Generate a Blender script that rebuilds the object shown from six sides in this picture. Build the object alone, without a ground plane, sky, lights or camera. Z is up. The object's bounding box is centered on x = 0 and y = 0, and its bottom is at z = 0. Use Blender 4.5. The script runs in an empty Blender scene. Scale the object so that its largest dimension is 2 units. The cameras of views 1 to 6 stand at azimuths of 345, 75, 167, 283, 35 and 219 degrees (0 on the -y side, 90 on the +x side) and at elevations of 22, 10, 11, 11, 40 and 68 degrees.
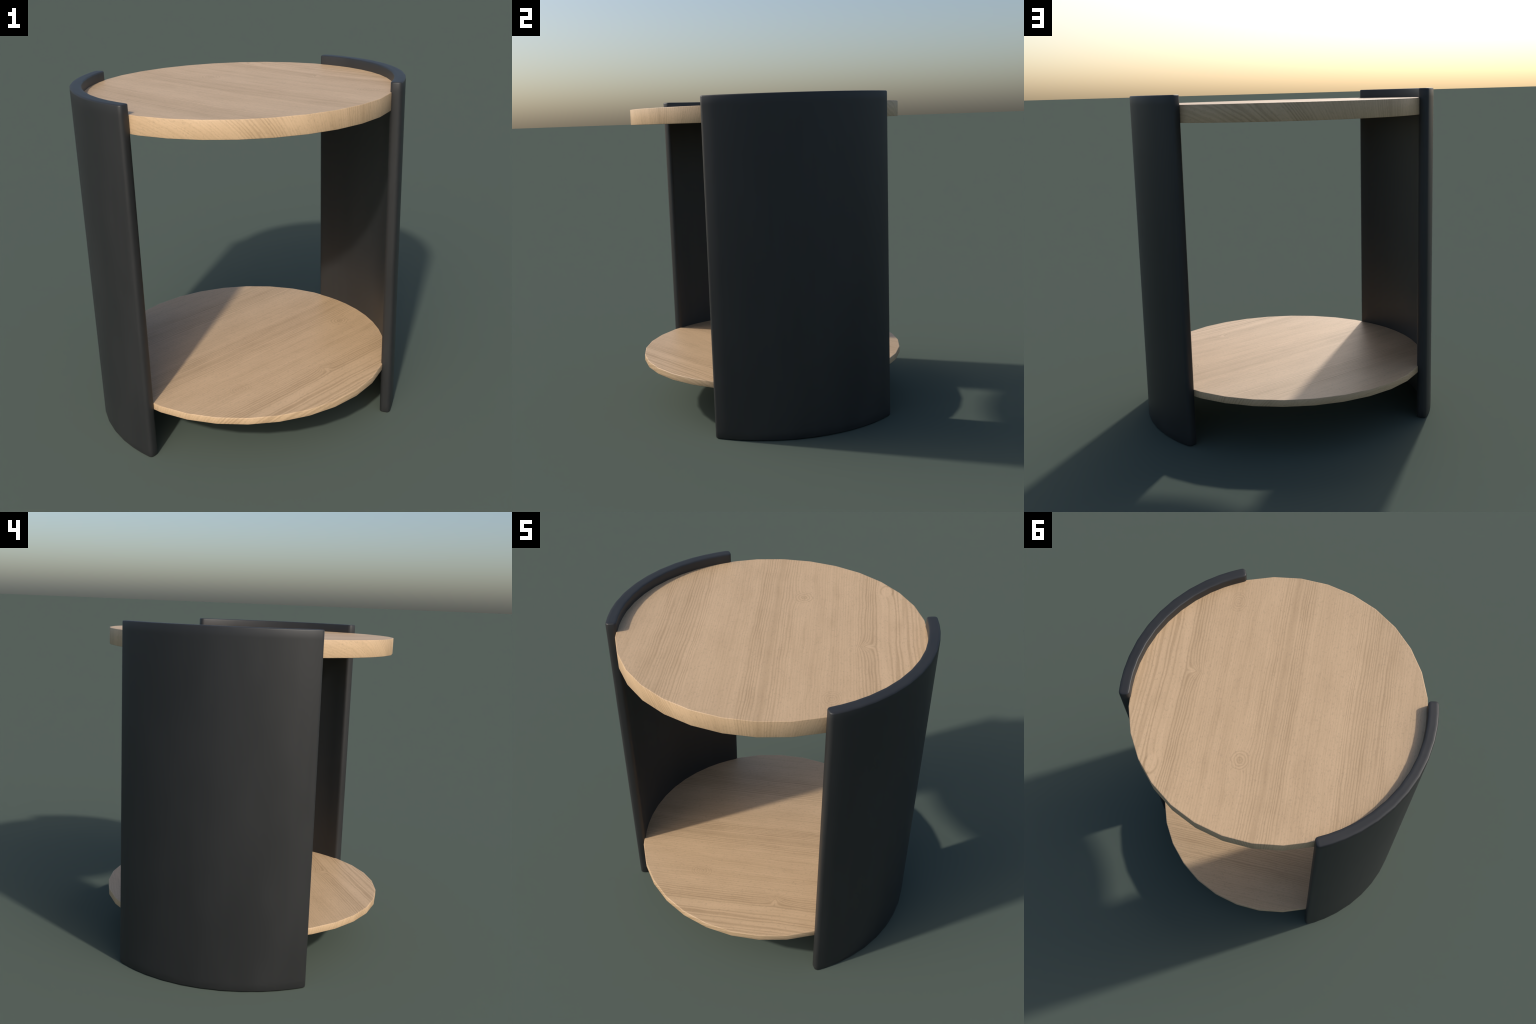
"""Round two-tier side table: a 32-sided wooden top and a thinner wooden shelf,
held between two dark, curved side panels with softly rounded edges."""
import bpy, bmesh
from math import pi, sin, cos, radians

# ------------------------------------------------------------------ sizes (m)
HEIGHT = 2.0
DISC_R, DISC_SIDES, DISC_TURN = 0.8695, 32, radians(7.3)
TOP_Z, TOP_THICK = 1.946, 0.096
SHELF_Z, SHELF_THICK = 0.331, 0.040
PANEL_R_OUT, PANEL_R_IN = 0.9228, 0.860
PANEL_HALF = radians(37.85)
FACET_ANGLES = (32.5, 27.7, 21.9, 14.6, 7.25, 0.0)   # facet edges each side of the middle
PANEL_CORNER, CORNER_SEGS = 0.020, 3
PANEL_EASE = 0.007


# ------------------------------------------------------------------ node help
class Nodes:
    """Small builder for math-heavy node trees."""

    def __init__(self, name):
        self.mat = bpy.data.materials.new(name)
        self.mat.use_nodes = True
        self.t = self.mat.node_tree
        self.t.nodes.clear()

    def node(self, kind, **props):
        n = self.t.nodes.new(kind)
        for k, v in props.items():
            setattr(n, k, v)
        return n

    def put(self, sock, val):
        if isinstance(val, bpy.types.NodeSocket):
            self.t.links.new(val, sock)
        else:
            sock.default_value = val

    def m(self, op, a, b=None, c=None, clamp=False):
        n = self.node("ShaderNodeMath", operation=op, use_clamp=clamp)
        for i, v in enumerate((a, b, c)):
            if v is not None:
                self.put(n.inputs[i], v)
        return n.outputs[0]

    def xyz(self, x, y, z=0.0):
        n = self.node("ShaderNodeCombineXYZ")
        for i, v in enumerate((x, y, z)):
            self.put(n.inputs[i], v)
        return n.outputs[0]

    def split(self, vec):
        n = self.node("ShaderNodeSeparateXYZ")
        self.put(n.inputs[0], vec)
        return n.outputs

    def noise(self, vec, scale=1.0, detail=2.0, rough=0.5):
        n = self.node("ShaderNodeTexNoise", noise_dimensions="3D")
        self.put(n.inputs["Vector"], vec)
        n.inputs["Scale"].default_value = scale
        n.inputs["Detail"].default_value = detail
        n.inputs["Roughness"].default_value = rough
        return n.outputs[0]

    def remap(self, val, a, b, lo=0.0, hi=1.0, smooth=True):
        n = self.node("ShaderNodeMapRange",
                      interpolation_type="SMOOTHSTEP" if smooth else "LINEAR")
        for i, v in enumerate((val, a, b, lo, hi)):
            self.put(n.inputs[i], v)
        return n.outputs[0]

    def mix(self, fac, a, b):
        n = self.node("ShaderNodeMix", data_type="RGBA")
        self.put(n.inputs[0], fac)
        self.put(n.inputs[6], a)
        self.put(n.inputs[7], b)
        return n.outputs[2]

    def blob(self, u, v, u0, v0, su, sv):
        """Gaussian bump centred on (u0, v0)."""
        du = self.m("DIVIDE", self.m("SUBTRACT", u, u0), su)
        dv = self.m("DIVIDE", self.m("SUBTRACT", v, v0), sv)
        r2 = self.m("ADD", self.m("MULTIPLY", du, du), self.m("MULTIPLY", dv, dv))
        return self.m("EXPONENT", self.m("MULTIPLY", r2, -1.0))

    def finish(self, color, rough, spec=0.5, bump=None, strength=0.1, dist=0.002):
        b = self.node("ShaderNodeBsdfPrincipled")
        self.put(b.inputs["Base Color"], color)
        self.put(b.inputs["Roughness"], rough)
        b.inputs["Specular IOR Level"].default_value = spec
        if bump is not None:
            bn = self.node("ShaderNodeBump")
            bn.inputs["Strength"].default_value = strength
            bn.inputs["Distance"].default_value = dist
            self.put(bn.inputs["Height"], bump)
            self.put(b.inputs["Normal"], bn.outputs[0])
        out = self.node("ShaderNodeOutputMaterial")
        self.put(out.inputs[0], b.outputs[0])
        return self.mat


def wood_material(name, turn, shift):
    """Pale pine veneer.  Grain runs along v, varies across u; the veneer is
    folded down over the rim (the pattern continues outward down the edge)."""
    k = Nodes(name)
    pos = k.node("ShaderNodeTexCoord").outputs["Object"]
    x, y, z = k.split(pos)
    fold = k.m("SUBTRACT", 1.0, k.m("DIVIDE", z, DISC_R))
    mp = k.node("ShaderNodeMapping")
    k.put(mp.inputs["Vector"], k.xyz(k.m("MULTIPLY", x, fold), k.m("MULTIPLY", y, fold)))
    mp.inputs["Rotation"].default_value = (0, 0, turn)
    mp.inputs["Location"].default_value = (shift[0], shift[1], 0)
    u, v, _ = k.split(mp.outputs[0])

    # --- growth field f: u, gently wavy, pushed aside by knots
    wav = k.noise(k.xyz(k.m("MULTIPLY", u, 2.2), k.m("MULTIPLY", v, 1.1), 3.7), 1.0, 1.0)
    f = k.m("ADD", u, k.m("MULTIPLY", k.m("SUBTRACT", wav, 0.5), 0.040))
    wig = k.noise(k.xyz(k.m("MULTIPLY", u, 9.0), k.m("MULTIPLY", v, 6.0), 8.1), 1.0, 1.0)
    f = k.m("ADD", f, k.m("MULTIPLY", k.m("SUBTRACT", wig, 0.5), 0.012))
    # pinch: lines from the larger-u side are drawn to a point
    pv = k.m("ABSOLUTE", k.m("SUBTRACT", v, -0.130))
    pinch = k.m("MULTIPLY", k.m("EXPONENT", k.m("DIVIDE", pv, -0.036)),
                k.blob(u, v, 0.525, -0.130, 0.040, 10.0))
    around_tear = k.blob(u, v, 0.650, 0.490, 0.060, 0.085)
    around_eye = k.blob(u, v, 0.160, 0.398, 0.075, 0.085)
    for bump, amt in ((around_eye, -0.022), (around_tear, 0.022), (pinch, 0.058)):
        f = k.m("MULTIPLY_ADD", bump, amt, f)

    # --- tone: broad bands, year lines, fibres, pores
    def streak(fs, vs, seed, detail=1.0):
        return k.noise(k.xyz(k.m("MULTIPLY", f, fs), k.m("MULTIPLY", v, vs), seed), 1.0, detail)

    def bands(stops):
        """Piecewise profile across the board: (position in m, value) pairs."""
        n = k.node("ShaderNodeValToRGB")
        k.put(n.inputs[0], k.m("DIVIDE", k.m("ADD", f, 0.9), 1.8))
        el = n.color_ramp.elements
        while len(el) < len(stops):
            el.new(0.5)
        for e, (p, val) in zip(el, stops):
            e.position = (p + 0.9) / 1.8
            e.color = (val, val, val, 1)
        return n.outputs[0]

    def knot_rings(u0, v0, stretch, period, r_in, r_out, wobble):
        """Concentric growth rings and the mask in which they show."""
        du = k.m("SUBTRACT", u, u0)
        dv = k.m("DIVIDE", k.m("SUBTRACT", v, v0), stretch)
        d = k.m("SQRT", k.m("ADD", k.m("MULTIPLY", du, du), k.m("MULTIPLY", dv, dv)))
        w = k.noise(k.xyz(k.m("MULTIPLY", u, 22.0), k.m("MULTIPLY", v, 22.0), 6.6), 1.0, 1.0)
        d = k.m("MULTIPLY_ADD", k.m("SUBTRACT", w, 0.5), wobble, d)
        ring = k.remap(k.m("COSINE", k.m("MULTIPLY", d, 2 * pi / period)), -0.5, 1.0)
        return ring, k.remap(d, r_in, r_out, 1.0, 0.0)

    board = bands([(-0.87, .32), (-0.67, .26), (-0.62, .48), (-0.56, .38), (-0.535, .72),
                   (-0.51, .45), (-0.40, .12), (-0.30, .20), (-0.21, .46), (-0.13, .20),
                   (-0.09, .58), (-0.05, .40), (-0.018, .40), (-0.004, .92), (0.016, .92), (0.030, .40),
                   (0.12, .20), (0.20, .32), (0.27, .42), (0.31, .28), (0.35, .50),
                   (0.40, .28), (0.47, .25), (0.53, .52), (0.585, .55), (0.603, .12),
                   (0.645, .10), (0.665, .28), (0.87, .28)])
    strength = bands([(-0.87, .15), (-0.67, .15), (-0.64, .85), (-0.575, .70), (-0.55, .35),
                      (-0.53, .90), (-0.42, .85), (-0.39, .20), (-0.12, .22), (-0.10, .90), (-0.025, .80),
                      (-0.010, .10), (0.022, .10), (0.035, .75), (0.10, .75), (0.13, .22), (0.47, .30), (0.52, .85), (0.59, .90),
                      (0.605, .08), (0.645, .10), (0.665, 1.0), (0.80, .90), (0.87, .40)])
    # year lines: about 16 mm apart, opening to 28 mm past u = 0.62
    phase = k.m("SUBTRACT", k.m("MULTIPLY", f, 385.0),
                k.m("MULTIPLY", k.m("MAXIMUM", k.m("SUBTRACT", f, 0.61), 0.0), 165.0))
    phase = k.m("ADD", phase, k.m("MULTIPLY", streak(22.0, 0.6, 7.7), 14.0))
    lines = k.remap(k.m("SINE", phase), -0.5, 1.0)
    fade = k.remap(streak(14.0, 2.2, 14.2), 0.28, 0.55, 0.55, 1.0)
    fade = k.m("MAXIMUM", fade, k.remap(u, 0.60, 0.66, 0.0, 0.92))
    where = k.m("MULTIPLY", strength, fade)
    where = k.m("MAXIMUM", where, k.m("MULTIPLY", pinch, 0.9))

    eye_ring, eye_mask = knot_rings(0.160, 0.398, 1.12, 0.0170, 0.048, 0.074, 0.016)
    oval_ring, oval_mask = knot_rings(0.352, -0.645, 1.35, 0.0125, 0.046, 0.066, 0.014)
    for ring, mask, amt in ((eye_ring, eye_mask, 0.72), (oval_ring, oval_mask, 0.42)):
        keep = k.m("SUBTRACT", 1.0, mask)
        lines = k.m("MULTIPLY_ADD", ring, mask, k.m("MULTIPLY", lines, keep))
        where = k.m("MULTIPLY_ADD", mask, amt, k.m("MULTIPLY", where, keep))

    # teardrop: a pale egg with a dark outline
    tu = k.m("DIVIDE", k.m("SUBTRACT", u, 0.650), 0.036)
    tv = k.m("DIVIDE", k.m("SUBTRACT", v, 0.492), 0.066)
    td = k.m("SQRT", k.m("ADD", k.m("MULTIPLY", tu, tu), k.m("MULTIPLY", tv, tv)))
    tl = k.m("DIVIDE", k.m("SUBTRACT", td, 1.0), 0.16)
    outline = k.m("EXPONENT", k.m("MULTIPLY", k.m("MULTIPLY", tl, tl), -1.0))
    outline = k.m("MULTIPLY", outline, k.remap(tv, -0.9, -0.1))
    egg = k.remap(td, 0.75, 1.0, 1.0, 0.0)

    fine = k.remap(streak(120.0, 2.5, 9.4), 0.35, 0.70)
    smudge = k.remap(streak(24.0, 3.5, 21.0, 2.0), 0.45, 0.75)
    cloud = k.noise(k.xyz(k.m("MULTIPLY", u, 7.0), k.m("MULTIPLY", v, 5.0), 2.2), 1.0, 3.0)
    pores = k.remap(k.noise(k.xyz(k.m("MULTIPLY", u, 130.0), k.m("MULTIPLY", v, 62.0), 0.4),
                            1.0, 2.0), 0.52, 0.74)
    speck = k.noise(k.xyz(k.m("MULTIPLY", u, 260.0), k.m("MULTIPLY", v, 200.0), 4.4), 1.0, 1.0)

    tone = k.m("MULTIPLY", board, 0.50)
    tone = k.m("MULTIPLY_ADD", k.m("MULTIPLY", lines, k.m("MULTIPLY_ADD", where, 0.92, 0.08)), 0.49, tone)
    tone = k.m("MULTIPLY_ADD", fine, 0.12, tone)
    tone = k.m("MULTIPLY_ADD", smudge, 0.16, tone)
    tone = k.m("MULTIPLY_ADD", k.m("SUBTRACT", cloud, 0.5), 0.35, tone)
    tone = k.m("MULTIPLY_ADD", k.m("SUBTRACT", speck, 0.5), 0.25, tone)
    tone = k.m("MULTIPLY_ADD", k.blob(u, v, 0.160, 0.398, 0.013, 0.015), 0.38, tone)
    pale = k.m("MAXIMUM", egg, k.m("MAXIMUM", k.blob(u, v, 0.545, -0.130, 0.020, 0.022),
                                k.blob(u, v, -0.420, -0.800, 0.060, 0.060)))  # front-rim bright spot from shading, painted by lightening the wood colour here
    tone = k.m("MULTIPLY", tone, k.m("MULTIPLY_ADD", pale, -0.65, 1.0))
    tone = k.m("MULTIPLY_ADD", outline, 0.50, tone, clamp=True)

    color = k.mix(tone, (0.650, 0.445, 0.262, 1), (0.415, 0.273, 0.147, 1))
    color = k.mix(k.m("MULTIPLY", pores, 0.30), color, (0.34, 0.235, 0.140, 1))
    height = k.m("SUBTRACT", 1.0, k.m("MULTIPLY_ADD", pores, 0.4, tone))
    return k.finish(color, k.m("MULTIPLY_ADD", tone, 0.08, 0.46), 0.5, height, 0.12, 0.002)


def stain_material():
    """Near-black satin stain with barely visible upright grain."""
    k = Nodes("black_stain")
    pos = k.node("ShaderNodeTexCoord").outputs["Object"]
    x, y, z = k.split(pos)
    grain = k.noise(k.xyz(k.m("MULTIPLY", x, 30.0), k.m("MULTIPLY", y, 30.0),
                          k.m("MULTIPLY", z, 1.2)), 1.0, 2.0)
    smear = k.noise(k.xyz(k.m("MULTIPLY", x, 5.0), k.m("MULTIPLY", y, 5.0),
                          k.m("MULTIPLY", z, 1.6)), 1.0, 2.0)
    tone = k.m("MULTIPLY_ADD", smear, 0.75, k.m("MULTIPLY", grain, 0.25))
    color = k.mix(k.remap(tone, 0.35, 0.65), (0.0203, 0.0205, 0.0208, 1), (0.0242, 0.0242, 0.0244, 1))
    return k.finish(color, k.m("MULTIPLY_ADD", smear, 0.10, 0.45), 0.5)


# ------------------------------------------------------------------ geometry
def link(obj, parent, mat=None):
    bpy.context.scene.collection.objects.link(obj)
    obj.parent = parent
    if mat:
        obj.data.materials.append(mat)
    return obj


def to_mesh(bm, name, sharp_deg):
    bmesh.ops.recalc_face_normals(bm, faces=bm.faces[:])
    for f in bm.faces:
        f.smooth = True
    for e in bm.edges:
        e.smooth = len(e.link_faces) == 2 and e.calc_face_angle(0.0) < radians(sharp_deg)
    me = bpy.data.meshes.new(name)
    bm.to_mesh(me)
    bm.free()
    return me


def dish(r, thick):
    """Both faces of a disc sink slightly towards the middle."""
    return 0.125 * thick * (1.0 - min(1.0, r / DISC_R) ** 3.4)


def disc_mesh(name, thick):
    """Polygonal disc, rim of the top face at z = 0, edges eased by a hair."""
    ease = 0.0025
    radii = [DISC_R - ease - 0.004, 0.84, 0.80, 0.75, 0.69, 0.60, 0.48, 0.32, 0.16]
    round_over = [(0.0, DISC_R - ease), (-0.29 * ease, DISC_R - 0.29 * ease), (-ease, DISC_R)]
    edge = round_over + [(-thick - z, r) for z, r in reversed(round_over)]
    levels = ([(-dish(r, thick), r) for r in reversed(radii)] + edge
              + [(-thick + dish(r, thick), r) for r in radii])
    bm = bmesh.new()
    rings = [[bm.verts.new((r * cos(DISC_TURN + 2 * pi * i / DISC_SIDES),
                            r * sin(DISC_TURN + 2 * pi * i / DISC_SIDES), z))
              for i in range(DISC_SIDES)] for z, r in levels]
    for a, b in zip(rings, rings[1:]):
        for i in range(DISC_SIDES):
            j = (i + 1) % DISC_SIDES
            bm.faces.new((a[i], a[j], b[j], b[i]))
    for ring, z in ((rings[0], -dish(0, thick)), (rings[-1], -thick + dish(0, thick))):
        hub = bm.verts.new((0, 0, z))
        for i in range(DISC_SIDES):
            bm.faces.new((hub, ring[i], ring[(i + 1) % DISC_SIDES]))
    return to_mesh(bm, name, 60)


def panel_plan(inset):
    """Plan outline of the panel as matching (outer, inner) point pairs, running
    from one rounded end to the other; 'inset' shrinks it on all sides."""
    r_mid = (PANEL_R_OUT + PANEL_R_IN) / 2
    half_t = (PANEL_R_OUT - PANEL_R_IN) / 2 - inset
    corner = max(PANEL_CORNER - inset, 0.001)
    end_s = PANEL_HALF * r_mid - inset          # arc length from centre to the end
    pairs = []
    for i in range(CORNER_SEGS + 1):            # rounded end
        t = i / CORNER_SEGS * pi / 2
        pairs.append((end_s - corner * (1 - cos(t)), half_t - corner * (1 - sin(t))))
    pairs += [(radians(a) * r_mid, half_t) for a in FACET_ANGLES]
    full = [(-s, h) for s, h in pairs] + [(s, h) for s, h in reversed(pairs)][1:]
    out = []
    for s, h in full:
        a = s / r_mid
        out.append([((r_mid + d) * cos(a), (r_mid + d) * sin(a)) for d in (h, -h)])
    return out


def panel_mesh():
    """Curved upright board: a slice of a tube.  Its upright edges are well
    rounded, its top and bottom edges only eased."""
    e = PANEL_EASE
    lower = [(0.0, 0.020), (0.0, e), (0.29 * e, 0.29 * e), (e, 0.0), (0.05, 0.0)]
    levels = lower + [(HEIGHT - z, i) for z, i in reversed(lower)]
    bm = bmesh.new()
    loops = []
    for z, inset in levels:
        pairs = panel_plan(inset)
        outer = [bm.verts.new((*o, z)) for o, _ in pairs]
        inner = [bm.verts.new((*i, z)) for _, i in pairs]
        loops.append((outer, inner))
    n = len(loops[0][0])
    for (o1, i1), (o2, i2) in zip(loops, loops[1:]):
        for k in range(n - 1):
            bm.faces.new((o1[k], o1[k + 1], o2[k + 1], o2[k]))
            bm.faces.new((i1[k + 1], i1[k], i2[k], i2[k + 1]))
        for k in (0, n - 1):
            bm.faces.new((i1[k], o1[k], o2[k], i2[k]))
    for o, i in (loops[0], loops[-1]):
        for k in range(n - 1):
            bm.faces.new((o[k], o[k + 1], i[k + 1], i[k]))
    return to_mesh(bm, "side_panel", 80)


# ------------------------------------------------------------------ assembly
table = bpy.data.objects.new("side_table", None)
bpy.context.scene.collection.objects.link(table)
table["label"] = "round pale wood side table with two black curved side panels"
table["category"] = "side table"

top = link(bpy.data.objects.new("tabletop", disc_mesh("tabletop", TOP_THICK)), table,
           wood_material("pale_wood_top", radians(-30), (0.0, 0.0)))
top.location.z = TOP_Z
shelf = link(bpy.data.objects.new("shelf", disc_mesh("shelf", SHELF_THICK)), table,
             wood_material("pale_wood_shelf", radians(64), (-0.045, -0.243)))
shelf.location.z = SHELF_Z

panel = link(bpy.data.objects.new("side_panel", panel_mesh()), table, stain_material())
other = panel.copy()
bpy.context.scene.collection.objects.link(other)
other.rotation_euler.z = pi
